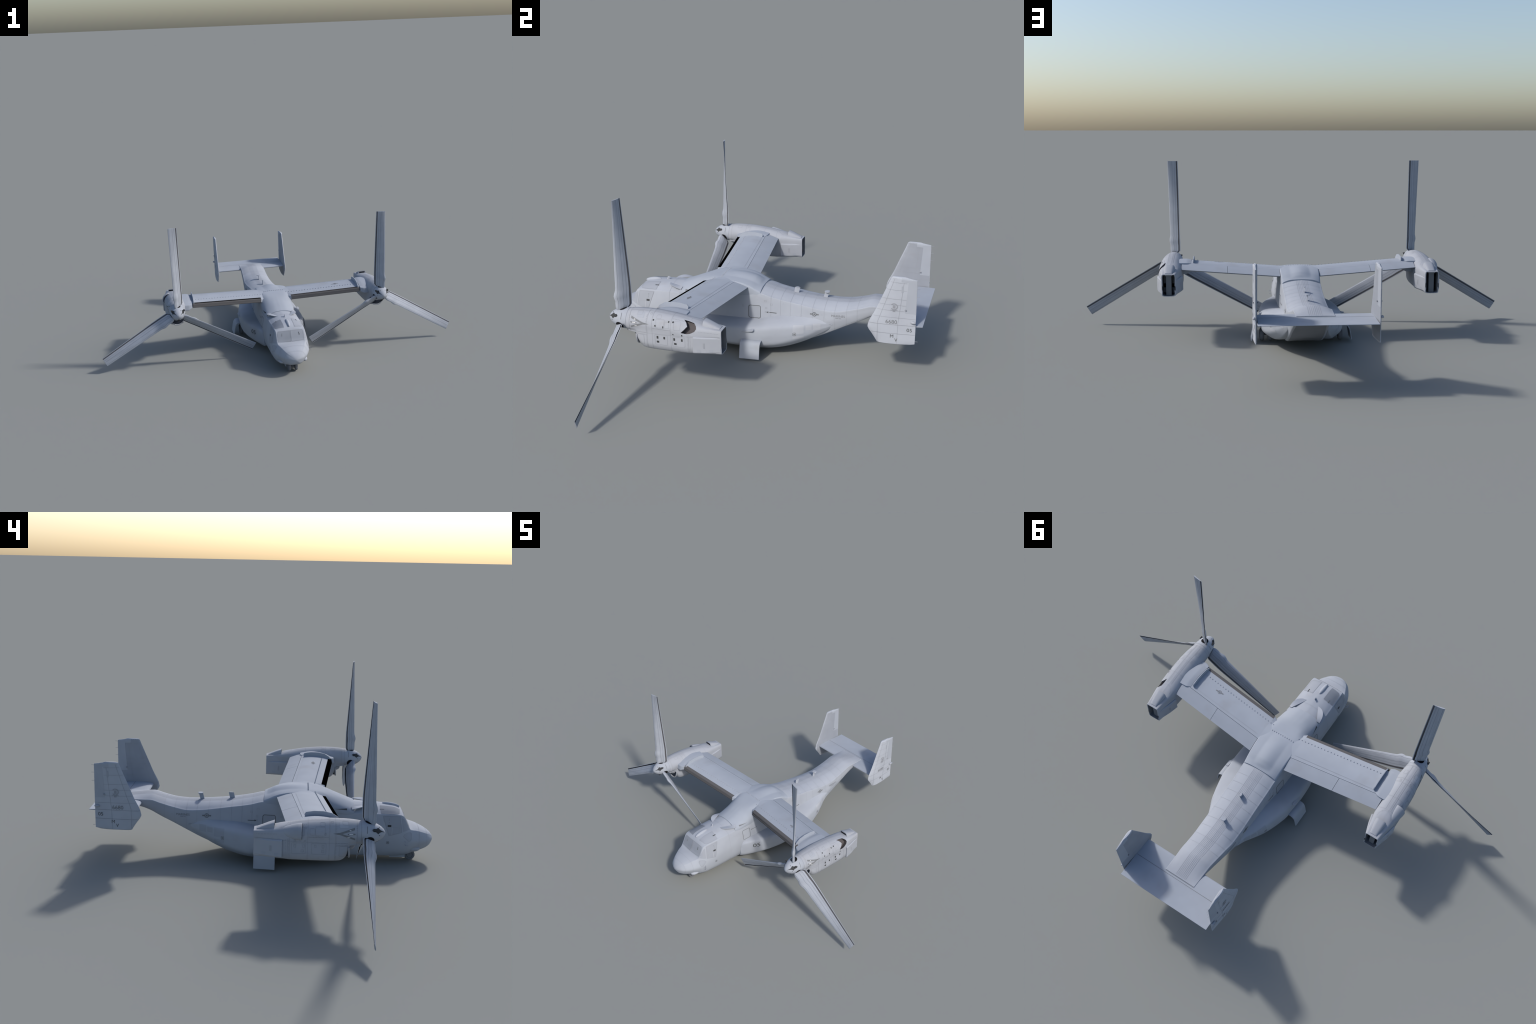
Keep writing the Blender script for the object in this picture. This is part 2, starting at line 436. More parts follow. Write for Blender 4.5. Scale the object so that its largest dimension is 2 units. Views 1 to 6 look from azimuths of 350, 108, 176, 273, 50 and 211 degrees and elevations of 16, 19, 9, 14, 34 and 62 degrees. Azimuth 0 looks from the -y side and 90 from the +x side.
    # spinner
    SPIN = [(-.4500, .0004), (-.4485, .0065), (-.4440, .0140), (-.4350, .0230), (-.4220, .0310), (-.4050, .0372), (-.3850, .0408), (-.3620, .0425), (-.3550, .0425)]
    hubs[s] = add("rotor_hub", revolve(SPIN, V((s*CX, 0, CZ)), n=48), M_HUB, smooth=50)

# ------------------------------------------------------------- rotor blades
R = .476
BL = [ # r: LE tangential, LE axial(fwd), TE tangential, TE axial, thickness
 (.0340, .0120, .0200, -.0100, -.0050, .015), (.0430, .0170, .0225, -.0240, -.0180, .015), (.0520, .0178, .0230, -.0310, -.0225, .015), (.075, .0180, .0225, -.0310, -.0235, .014),
 (.086, .0205, .0255, -.0310, -.0240, .018), (.095, .0215, .0262, -.0310, -.0243, .019), (.105, .0205, .0245, -.0308, -.0244, .017), (.120, .0182, .0200, -.0305, -.0245, .012),
 (.190, .0195, .0165, -.0295, -.0215, .0105), (.280, .0212, .0125, -.0280, -.0165, .0085), (.380, .0232, .0078, -.0260, -.0110, .0068), (R, .0248, .0040, -.0240, -.0060, .0050)]
bx, bf = table(BL)
AF = [(0, 0), (.02, .30), (.07, .62), (.13, .83), (.145, .86), (.22, .97), (.32, 1.0), (.45, .92), (.49, .88), (.66, .62), (.70, .56), (.83, .34), (.95, .12), (1.0, .03)]
def blade_mesh(s):
    """span along +z, motion along +x*s, shaft axis forward = -y"""
    rings = []
    for r in spread(bx, .012):
        lt, la, tt, ta, th = bf(r)
        le, te = V((s*lt, -la, r)), V((s*tt, -ta, r))
        c = te-le
        n = V((c.y, -c.x, 0)).normalized()*s
        up = [le+c*u+n*(th*.55*w) for u, w in AF]
        lo = [le+c*u-n*(th*.45*w) for u, w in AF[:0:-1]]
        rings.append(up+lo)
    m = len(AF)
    def mf(i, j):
        k = j if j < m else 2*m-2-j           # chord strip index, 0 at the leading edge
        return {3: 2, m-3: 1, 7: 3, 9: 3}.get(k, 0)
    return loft(rings, matf=mf)
bm0 = None
for s in (1, -1):
    first = None
    for k in range(3):
        if first is None:
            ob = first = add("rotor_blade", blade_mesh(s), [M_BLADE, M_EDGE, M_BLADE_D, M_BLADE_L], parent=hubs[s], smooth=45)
        else:
            ob = first.copy(); bpy.context.scene.collection.objects.link(ob)
        ob.matrix_local = Matrix.Translation((s*CX, -.390, CZ-.003)) @ Matrix.Rotation(math.radians(120*k), 4, 'Y')

# --------------------------------------------------------------------- tail
FIN = [ # z: leading-edge y, trailing-edge y
 (.1610, .5450, .6450), (.1635, .5400, .6680), (.1690, .5370, .6905), (.2000, .5165, .6910), (.2240, .5012, .6912), (.2300, .5015, .6912),
 (.3000, .5310, .6910), (.3700, .5600, .6908), (.4250, .5830, .6906), (.4380, .5880, .6900), (.4430, .5905, .6580), (.4465, .5960, .6450)]
def fin_ring(z, a, b, x0, th):
    sec = [(0, 0), (.025, .35), (.09, .7), (.22, .98), (.40, 1), (.65, .75), (.85, .45), (1, .18)]
    up = [V((x0+th*w, a+(b-a)*u, z)) for u, w in sec]
    return up+[V((x0-th*w, a+(b-a)*u, z)) for u, w in sec[:0:-1]]
zx, zf = table(FIN)
fins = {}
for s in (1, -1):
    rings = []
    for z in spread(zx, .02):
        a, b = zf(z)
        th = .0078
        if z in (zx[0], zx[-1]): th = .004
        rings.append(fin_ring(z, a, b, s*.2235, th))
    fins[s] = add("tail_fin", loft(rings), M_FIN, smooth=40)
    bm = bmesh.new()
    for z in (.432, .402, .368, .180):
        tube(bm, [V((s*.2235, .688, z)), V((s*.2235, .702, z))], .0006, 5)
    add("static_wick", bm, M_LINE, parent=fins[s], stuff=True)
    bm = bmesh.new()
    bmesh.ops.create_uvsphere(bm, u_segments=16, v_segments=10, radius=1)
    bmesh.ops.transform(bm, matrix=Matrix.Translation((s*.2300, .682, .262)) @ Matrix.Diagonal((.0055, .0110, .0050, 1)), verts=bm.verts)
    add("tail_light", bm, M_NAC, parent=fins[s])
    bm = bmesh.new()
    for d in (1, -1):
        tube(bm, [V((s*.2235+d*.006, .648, .312)), V((s*.2235+d*.0100, .653, .313))], .0022, 8)
    add("rudder_hinge", bm, M_LINE, parent=fins[s])
STAB = [(.527, .2350), (.531, .2400), (.550, .2445), (.580, .2462), (.610, .2462), (.650, .2450), (.718, .2430)]
STAB_B = [(.718, .2412), (.650, .2350), (.590, .2280), (.550, .2275), (.531, .2305)]
sec = smooth2(STAB, 4)+smooth2(STAB_B, 4)
stab = add("horizontal_stabilizer", loft([[V((x, a, b)) for a, b in sec] for x in (-.2165, -.11, 0, .11, .2165)]), M_WING, smooth=40)

# -------------------------------------------------------------- landing gear
def wheel(name, c, r, w, parent=ROOT):
    bm = bmesh.new()
    prof = [(-w, .001), (-w, r*.5), (-w*.75, r*.55), (-w*.95, r*.62), (-w*.85, r*.88), (-w*.45, r), (w*.45, r), (w*.85, r*.88), (w*.95, r*.62), (w*.75, r*.55), (w, r*.5), (w, .001)]
    revolve(prof, c, axis_y=False, n=28, bm=bm)
    return add(name, bm, M_TYRE, parent=parent, smooth=40)
for s in (1, -1):
    for x in (.174, .137):
        wheel("main_wheel", V((s*x, -.010, .0285)), .0285, .0105)
    wheel("nose_wheel", V((s*.0185, -.626, .0225)), .0225, .0075)
    bm = bmesh.new()
    tube(bm, [V((s*.130, -.010, .0285)), V((s*.180, -.010, .0285))], .004, 8)
    tube(bm, [V((s*.155, -.010, .0285)), V((s*.150, -.030, .085))], .006, 8)
    add("gear_strut", bm, M_TYRE)
    # open main gear door: arched out from the sponson, then hanging down
    prof = [(.172, .0800), (.190, .0815), (.203, .0770), (.2105, .0670), (.2150, .0500), (.2190, .0280), (.2225, .0080)]
    pr = smooth2(prof, 4)
    ring = []
    for y, drop in ((-.048, 0), (-.02, .001), (.012, .002), (.040, .003)):
        o = [V((s*a, y, b+drop*(1 if b < .05 else 0))) for a, b in pr]
        i_ = [V((s*(a-.004), y+.0, b-.004 if b > .06 else b+drop)) for a, b in pr[::-1]]
        ring.append(o+i_)
    add("main_gear_door", loft(ring), M_BODY, smooth=40)
    # nose gear doors
    bm = bmesh.new()
    box(bm, V((s*.031, -.572, .0220)), (.0025, .066, .018), Matrix.Rotation(math.radians(-2), 4, 'X'))
    add("nose_gear_door", bm, M_BODY)
    # sponson fin
    rr = []
    for y, w, h in ((-.062, .001, .001), (-.045, .007, .004), (-.02, .012, .005), (.0, .014, .006), (.006, .010, .004)):
        z = .112+.20*(y+.062)
        rr.append([V((s*(.176), y, z-h)), V((s*(.176+w), y, z-h*.4)), V((s*(.176+w), y, z+h*.4)), V((s*.176, y, z+h))])
    add("sponson_strake", loft(rr), M_BODY, parent=spon[s])
bm = bmesh.new()
tube(bm, [V((-.02, -.626, .0225)), V((.02, -.626, .0225))], .003, 8)
tube(bm, [V((0, -.626, .0225)), V((0, -.612, .07))], .005, 8)
add("nose_gear_strut", bm, M_TYRE)

# ---------------------------------------------------------------- antennas
bm = bmesh.new()
def blade_ant(y0, y1, dy, z0, z1, w):
    loft([[V((a*w, y+(dy if k else 0), z)) for a, y in ((0, y0), (1, y0*.6+y1*.4), (0, y1), (-1, y0*.6+y1*.4))] for k, z in ((0, z0), (1, z1))], bm=bm)
blade_ant(.134, .156, .006, .244, .2710, .0018)
box(bm, V((0, .1515, .2712)), (.0070, .0130, .0022))
add("blade_antenna", bm, M_BODY, stuff=False)
bm = bmesh.new()
blade_ant(.266, .284, .008, .234, .2640, .0018)
r = bmesh.ops.create_cone(bm, cap_ends=True, segments=28, radius1=.0118, radius2=.0110, depth=.0032)
bmesh.ops.transform(bm, matrix=Matrix.Translation((0, .2835, .2648)), verts=r["verts"])
add("disc_antenna", bm, M_BODY)
bm = bmesh.new()
blade_ant(-.470, -.458, .006, .244, .2600, .0022)
add("roof_antenna", bm, M_BODY)

# ------------------------------------------------- shelves behind the cockpit
for s in (1, -1):
    outer = catmull([V(p) for p in ((.031, -.437, .2425), (.048, -.433, .2440), (.062, -.424, .2455), (.073, -.410, .2455), (.080, -.392, .2420), (.0825, -.366, .2355))], 3)
    rr = []
    for i, p in enumerate(outer):
        t = i/(len(outer)-1)
        q = V((.031+.038*t, -.4365+.0745*t, .2420+.0015*t))
        up = V((0, 0, .0016))
        rr.append([V((s*c.x, c.y, c.z)) for c in (p+up, p-up, q-up, q+up)])
    add("roof_strake", loft(rr), M_BODY, smooth=30)

# ------------------------------------------------- projected surface markings
def bvh_of(*obs):
    vs, fs = [], []
    for o in obs:
        k = len(vs)
        vs += [v.co.copy() for v in o.data.vertices]
        fs += [[k+i for i in p.vertices] for p in o.data.polygons]
    return BVHTree.FromPolygons(vs, fs)

class Proj:
    """plane (u, v) -> 3D on a surface; origin + u*U + v*W, cast along D"""
    def __init__(self, bvh, U, W, D, org, lift=.0007):
        self.b, self.U, self.W, self.D, self.o, self.l = bvh, V(U), V(W), V(D).normalized(), V(org), lift
    def at(self, u, v):
        p = self.o+self.U*u+self.W*v
        h = self.b.ray_cast(p-self.D*1.0 if False else p, self.D)
        return None if h[0] is None else h[0]-self.D*self.l
def put(bm2, proj, seg=.006):
    """bm2 is flat (x=u, y=v); cut fine, then press onto the surface"""
    bmesh.ops.triangulate(bm2, faces=bm2.faces)
    for _ in range(8):
        long = [e for e in bm2.edges if e.calc_length() > seg]
        if not long: break
        bmesh.ops.subdivide_edges(bm2, edges=long, cuts=1)
        bmesh.ops.triangulate(bm2, faces=bm2.faces)
    dead = []
    for v in bm2.verts:
        q = proj.at(v.co.x, v.co.y)
        if q is None: dead.append(v)
        else: v.co = q
    bmesh.ops.delete(bm2, geom=dead, context='VERTS')
    for f in bm2.faces:
        f.normal_update()
        if f.normal.dot(proj.D) > 0: f.normal_flip()
    return bm2
def flat(polys):
    bm = bmesh.new()
    for p in polys: bm.faces.new([bm.verts.new((a, b, 0)) for a, b in p])
    return bm
def rect(u, v, w, h): return [(u-w/2, v-h/2), (u+w/2, v-h/2), (u+w/2, v+h/2), (u-w/2, v+h/2)]
def strip(pts, w):
    out = []
    for (a, b), (c, d) in zip(pts, pts[1:]):
        l = math.hypot(c-a, d-b) or 1
        nx_, ny_ = -(d-b)/l*w/2, (c-a)/l*w/2
        out.append([(a+nx_, b+ny_), (a-nx_, b-ny_), (c-nx_, d-ny_), (c+nx_, d+ny_)])
    return out
def rrect(u, v, w, h, r, n=4):
    pts = []
    for cx, cy, a0 in ((u+w/2-r, v+h/2-r, 0), (u-w/2+r, v+h/2-r, 90), (u-w/2+r, v-h/2+r, 180), (u+w/2-r, v-h/2+r, 270)):
        for k in range(n+1):
            a = math.radians(a0+90*k/n); pts.append((cx+r*math.cos(a), cy+r*math.sin(a)))
    return pts
def loop(pts, w): return strip(pts+[pts[0]], w)
def ringp(u, v, r0, r1, n=24):
    out = []
    for k in range(n):
        a, b = 2*math.pi*k/n, 2*math.pi*(k+1)/n
        out.append([(u+r0*math.cos(a), v+r0*math.sin(a)), (u+r1*math.cos(a), v+r1*math.sin(a)), (u+r1*math.cos(b), v+r1*math.sin(b)), (u+r0*math.cos(b), v+r0*math.sin(b))])
    return out
def star(u, v, r):
    return [(u+rr*math.cos(math.radians(90+36*k)), v+rr*math.sin(math.radians(90+36*k))) for k, rr in enumerate([r, r*.39]*5)]
def text_bm(txt, size, u, v, wide=1.0, bold=.0):
    cu = bpy.data.curves.new("lettering", 'FONT'); cu.body = txt; cu.size = size
    cu.align_x, cu.align_y = 'CENTER', 'CENTER'; cu.offset = bold; cu.resolution_u = 3
    ob = bpy.data.objects.new("lettering", cu); bpy.context.scene.collection.objects.link(ob)
    bpy.context.view_layer.update()
    me = bpy.data.meshes.new_from_object(ob.evaluated_get(bpy.context.evaluated_depsgraph_get()))
    bm = bmesh.new(); bm.from_mesh(me)
    bpy.data.objects.remove(ob); bpy.data.curves.remove(cu); bpy.data.meshes.remove(me)
    for w in bm.verts: w.co = V((w.co.x*wide+u, w.co.y+v, 0))
    return bm
def mark(name, bm, proj, mat, parent=ROOT, seg=.006, stuff=False):
    bm = put(bm, proj, seg)
    if not bm.faces: bm.free(); return
    return add(name, bm, mat, parent=parent, smooth=None, stuff=stuff)

b_fus = bvh_of(fus, spon[1], spon[-1], fairing)
b_wing = bvh_of(wings[1], wings[-1], fairing, bpy.data.objects["wing_centre_section"], *[o for o in bpy.data.objects if o.name.startswith("flap")])
b_nac = {s: bvh_of(nacs[s]) for s in (1, -1)}
b_hub = {s: bvh_of(hubs[s]) for s in (1, -1)}
b_fin = {s: bvh_of(fins[s]) for s in (1, -1)}

for s in (1, -1):
    # side of the fuselage: u runs aft for the viewer's right on +x, forward on -x
    side = Proj(b_fus, (0, s, 0), (0, 0, 1), (-s, 0, 0), (s*.5, 0, 0))
    Y = lambda y: s*y
    mark("insignia", flat(ringp(Y(.248), .190, .0072, .0092)), side, M_MARK, fus)
    mark("insignia", flat([star(Y(.248), .190, .0072)]), Proj(b_fus, (0, s, 0), (0, 0, 1), (-s, 0, 0), (s*.5, 0, 0), .0009), M_MARK2, fus)
    mark("insignia", flat([rect(Y(.248)-.0145, .190, .009, .006), rect(Y(.248)+.0145, .190, .009, .006)]), side, M_MARK2, fus)
    mark("lettering", text_bm("MARINES", .0140, Y(.350), .1905, 1.05), side, M_MARK2, fus, .004)
    mark("lettering", text_bm("VMM-163", .006, Y(.350), .1815, 1.05), side, M_MARK2, fus, .004)
    mark("emergency_window", flat(loop(rrect(Y(-.0175), .1745, .053, .056, .007), .0022)), side, M_MARK, fus)
    mark("emergency_window_pane", flat([rrect(Y(-.0175), .1745, .052, .055, .007)]), Proj(b_fus, (0, s, 0), (0, 0, 1), (-s, 0, 0), (s*.5, 0, 0), .0004), M_PANEL, fus, .008)
    mark("emergency_window", flat(loop(rrect(Y(-.3075), .1725, .048, .056, .007), .0018)), side, M_MARK, fus)
    arrow = [rect(Y(.061)+.004, .177, .032, .0028), [(Y(.037)-s*.002, .177), (Y(.037)+s*.007, .181), (Y(.037)+s*.007, .173)]]
    mark("rescue_arrow", flat(arrow), side, M_MARK, fus)
    arrow = [rect(Y(-.253), .184, .036, .0018), [(Y(-.275), .184), (Y(-.268), .187), (Y(-.268), .181)]]
    mark("rescue_arrow", flat(arrow), side, M_MARK, fus)
    mark("lettering", text_bm("05", .033, Y(-.275), .103, 1.25, .0003), side, M_MARK, spon[s], .004)
    for y, z, w, h in ((.175, .112, .012, .013),):
        mark("service_placard", flat(loop(rrect(Y(y), z, w, h, .002), .0018)+[rect(Y(y), z, .006, .006)]), side, M_MARK2, fus)

# fins: outer and inner faces
for s in (1, -1):
    for side_ in (1, -1):                        # +1 outer face, -1 inner face
        d = s*side_
        pr = lambda l: Proj(b_fin[s], (0, d, 0), (0, 0, 1), (-d, 0, 0), (s*.2235+d*.1, 0, 0), l)
        rud = [(d*.6298, .4445), (d*.6500, .4440), (d*.6895, .4378), (d*.6895, .2965), (d*.6480, .2985), (d*.6570, .4265), (d*.6300, .4285)]
        mark("rudder", flat([rud]), pr(.0005), M_RUD, fins[s])
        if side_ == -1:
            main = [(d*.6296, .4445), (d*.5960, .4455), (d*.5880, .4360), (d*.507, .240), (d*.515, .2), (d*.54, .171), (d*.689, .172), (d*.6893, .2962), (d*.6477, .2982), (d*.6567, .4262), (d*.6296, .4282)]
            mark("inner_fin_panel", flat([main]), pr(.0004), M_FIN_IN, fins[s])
        lines = []
        for z in (.425, .394, .356, .331, .307, .2775):
            lines += strip([(d*(.5045+.4000*(z-.230)), z), (d*(.652 if z > .3 else .690), z-.002)], .0009)
        lines += strip([(d*.505, .2445), (d*.690, .2465)], .0016)+strip([(d*.516, .2075), (d*.690, .2085)], .0016)
        lines += strip([(d*.603, .438), (d*.5415, .253), (d*.5415, .168)], .0009)+strip([(d*.640, .425), (d*.622, .25), (d*.620, .165)], .0009)
        mark("panel_seam", flat(lines), pr(.0008), M_LINE, fins[s], stuff=True)
        if side_ == 1:
            mark("lettering", text_bm("6680", .0235, d*.596, .257, 1.0), pr(.0010), M_MARK2, fins[s], .004)
            mark("lettering", text_bm("05", .0215, d*.668, .2265, 1.05), pr(.0010), M_MARK, fins[s], .004)
            mark("lettering", text_bm("M", .020, d*.608-.008, .196, 1.0), pr(.0010), M_MARK, fins[s], .004)
            mark("lettering", text_bm("V", .020, d*.608+.009, .1805, .95), pr(.0010), M_MARK, fins[s], .004)
            emb = ringp(d*.605, .323, .0105, .0145, 20)[:8]+ringp(d*.605, .323, .0105, .0145, 20)[12:]+[rect(d*.605, .322, .010, .012), rect(d*.605, .303, .010, .004), rect(d*.605, .308, .028, .0015)]
            mark("unit_emblem", flat(emb), pr(.0010), M_LINE, fins[s])
            mark("fin_slot_patch", flat([rrect(d*.635, .397, .007, .028, .003)]), pr(.0009), M_PANEL, fins[s])  # flat patch standing for a slot, nothing is cut
            mark("rudder_mark", flat([rect(d*.690-d*.006, .255, .008, .0035)]), pr(.0011), M_PANEL, fins[s])

# ---------------------------------------------------------- cockpit windows
b_nose = bvh_of(fus)
for s in (1, -1):
    side = lambda l: Proj(b_nose, (0, s, 0), (0, 0, 1), (-s, 0, 0), (s*.5, 0, 0), l)
    pane = [(-.497, .2130), (-.568, .2120), (-.577, .147), (-.523, .132)]
    mark("side_window", flat([[(s*a, b) for a, b in pane]]), side(.0006), M_GLASS, fus, .007)
    mark("window_frame", flat(loop([(s*a, b) for a, b in pane], .0014)), side(.0010), M_LINE, fus)
    mark("window_frame", flat(strip([(s*-.536, .168), (s*-.566, .168), (s*-.567, .148)], .0010)), side(.0011), M_LINE, fus)
    mark("window_frame", flat(strip([(s*-.536, .168), (s*-.535, .136)], .0022)), side(.0011), M_LIGHT, fus)
    mark("window_vent", flat([rect(s*-.524, .1735, .0150, .0085)]), side(.0012), M_SPOT, fus)
    mark("window_vent", flat([rect(s*-.522, .2020, .003, .002), rect(s*-.522, .196, .003, .0015), rect(s*-.523, .187, .003, .002)]), side(.0012), M_MARK2, fus)
    quarter = [(-.5760, .2060), (-.5860, .2010), (-.6080, .1660), (-.6120, .1570), (-.5825, .1490)]
    mark("quarter_window", flat([[(s*a, b) for a, b in quarter]]), side(.0006), M_GLASS, fus, .006)
    # cheek panel and small nose fittings
    cheek = [(-.584, .130), (-.590, .140), (-.603, .1445), (-.616, .1435), (-.620, .138), (-.619, .118), (-.614, .109), (-.606, .109)]
    mark("cheek_panel", flat([[(s*a, b) for a, b in cheek]]), side(.0005), M_PANEL, fus, .006)
    mark("cheek_panel_rim", flat(loop([(s*a, b) for a, b in cheek], .0012)), side(.0009), M_LINE, fus)
    mark("service_placard", flat(loop(rrect(s*-.520, .101, .010, .011, .002), .0016)+[rect(s*-.520, .101, .005, .005)]), side(.0009), M_MARK2, fus)
    # windscreen pane seen from ahead, roof pane seen from above
    fr = lambda l: Proj(b_nose, (1, 0, 0), (0, 0, 1), (0, 1, 0), (0, -1, 0), l)
    scr = [(.0022, .2135), (.066, .2125), (.070, .2060), (.0705, .1630), (.0022, .1605)]
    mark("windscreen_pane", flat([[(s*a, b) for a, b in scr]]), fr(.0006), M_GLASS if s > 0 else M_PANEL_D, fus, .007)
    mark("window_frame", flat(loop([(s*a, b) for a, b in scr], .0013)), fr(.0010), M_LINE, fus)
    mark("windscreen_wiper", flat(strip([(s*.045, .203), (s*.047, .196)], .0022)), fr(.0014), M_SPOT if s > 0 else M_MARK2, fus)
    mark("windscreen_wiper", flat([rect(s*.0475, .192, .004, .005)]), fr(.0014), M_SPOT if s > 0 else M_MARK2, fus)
    tp = lambda l: Proj(b_nose, (1, 0, 0), (0, 1, 0), (0, 0, -1), (0, 0, .6), l)
    roofp = [(.0300, -.486), (.0785, -.489), (.0790, -.535), (.0755, -.558), (.068, -.566), (.029, -.571)]
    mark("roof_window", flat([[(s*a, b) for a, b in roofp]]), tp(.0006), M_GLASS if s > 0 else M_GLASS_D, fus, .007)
    mark("window_frame", flat(loop([(s*a, b) for a, b in roofp], .0012)), tp(.0010), M_LINE, fus)
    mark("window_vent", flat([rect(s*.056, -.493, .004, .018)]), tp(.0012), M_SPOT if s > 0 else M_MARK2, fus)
    # probes
    bm = bmesh.new()
    for z in (.108, .094):
        h = b_nose.ray_cast(V((s*.5, -.592, z)), V((-s, 0, 0)))[0]
        tube(bm, [h, h+V((s*.010, -.002, -.001)), h+V((s*.0125, -.012, -.001))], .0011, 6)
    add("pitot_probe", bm, M_BODY, parent=fus)
    bm = bmesh.new()
    bmesh.ops.create_uvsphere(bm, u_segments=20, v_segments=12, radius=1)
    bmesh.ops.transform(bm, matrix=Matrix.Translation((s*.062, -.632, .066)) @ Matrix.Diagonal((.017, .030, .013, 1)), verts=bm.verts)
    add("nose_sensor_blister", bm, M_BODY, parent=fus)
    fs_ = Proj(bvh_of(fairing), (0, s, 0), (0, 0, 1), (-s, 0, 0), (s*.5, 0, 0), .0008)
    mark("side_slot_patch", flat([[(s*-.344, .2330), (s*-.344, .2395), (s*-.292, .2385)]]), fs_, M_MARK if s < 0 else M_MARK2, fairing)  # flat grey patch painted in place of a slot opening
bm = bmesh.new()
bmesh.ops.create_uvsphere(bm, u_segments=24, v_segments=14, radius=1)
bmesh.ops.transform(bm, matrix=Matrix.Translation((0, -.535, .2385)) @ Matrix.Rotation(math.radians(9), 4, 'X') @ Matrix.Diagonal((.0098, .039, .0105, 1)), verts=bm.verts)
add("roof_pod", bm, M_BODY, parent=fus)

# ------------------------------------------------------------- panel seams
def ring_seam(rings2, mat, parent, name="panel_seam"):
    bm = bmesh.new()
    for a, b in rings2: loft([a, b], cap=(False, False), bm=bm)
    return add(name, bm, mat, parent=parent, smooth=None, stuff=True)
seams = []
for y in (.055, .098, .142, .190, .240, .290, .335, .385, .430):
    seams.append((fus_ring(y-.0004, .0005), fus_ring(y+.0004, .0005)))
for y in (-.690, -.655, -.420):
    seams.append((fus_ring(y-.0004, .0005), fus_ring(y+.0004, .0005)))
M_SEAM = paint("faint_seam", g(.86, .01), .6, 0, .05)
ring_seam(seams, M_SEAM, fus)
top = Proj(bvh_of(fus), (1, 0, 0), (0, 1, 0), (0, 0, -1), (0, 0, .6), .0006)
mark("roof_walkway_line", flat([q for i in range(8) for q in strip([(-.024+i*.0068, .010), (-.024+i*.0068, .594)], .0011)]), top, M_SEAM, fus, .012, stuff=True)
for s in (1, -1):
    side = Proj(b_fus, (0, s, 0), (0, 0, 1), (-s, 0, 0), (s*.5, 0, 0), .0006)
    sq = [(.190, .132, .044, .038), (.190, .096, .044, .014), (.231, .138, .024, .022), (.263, .140, .030, .030)]
    mark("access_panel", flat([rect(s*y, z, w, h) for y, z, w, h in sq]), side, M_LIGHT if s > 0 else M_PANEL, spon[s])
    lab = [(-.070, .196, .008, .006), (.034, .195, .008, .006), (.034, .178, .008, .006), (.057, .213, .010, .007), (.030, .226, .010, .007)]
    mark("access_panel", flat([q for y, z, w, h in lab for q in loop(rect(s*y, z, w, h), .0008)]), side, M_LINE, fus)

# wing vortex vanes and markings
bm = bmesh.new()
wb = b_wing
def vane(x, y, yaw):
    h = wb.ray_cast(V((x, y, .6)), V((0, 0, -1)))[0]
    if h: box(bm, h+V((0, 0, .0012)), (.0014, .0046, .0028), Matrix.Rotation(yaw, 4, 'Z'))
for s in (1, -1):
    for i in range(26):
        x = .068+i*.0157
        vane(s*x, -.2075-.106*(x-.065), s*.35)
for i in range(11): vane(-.055+i*.011, -.179, .35)
add("vortex_generator", bm, M_PANEL, stuff=True)
for s in (1, -1):
    tp = Proj(b_wing, (1, 0, 0), (0, 1, 0), (0, 0, -1), (0, 0, .6), .0007)
    if s > 0:
        mark("insignia", flat(ringp(.361, -.206, .0072, .0092)+[star(.361, -.206, .0074), rect(.346, -.206, .010, .005), rect(.376, -.206, .010, .005)]), tp, M_MARK2, wings[s])
    ln = strip([(s*.10, -.127), (s*.50, -.165)], .0009)
    mark("panel_seam", flat(ln), tp, M_SEAM, wings[s], stuff=True)

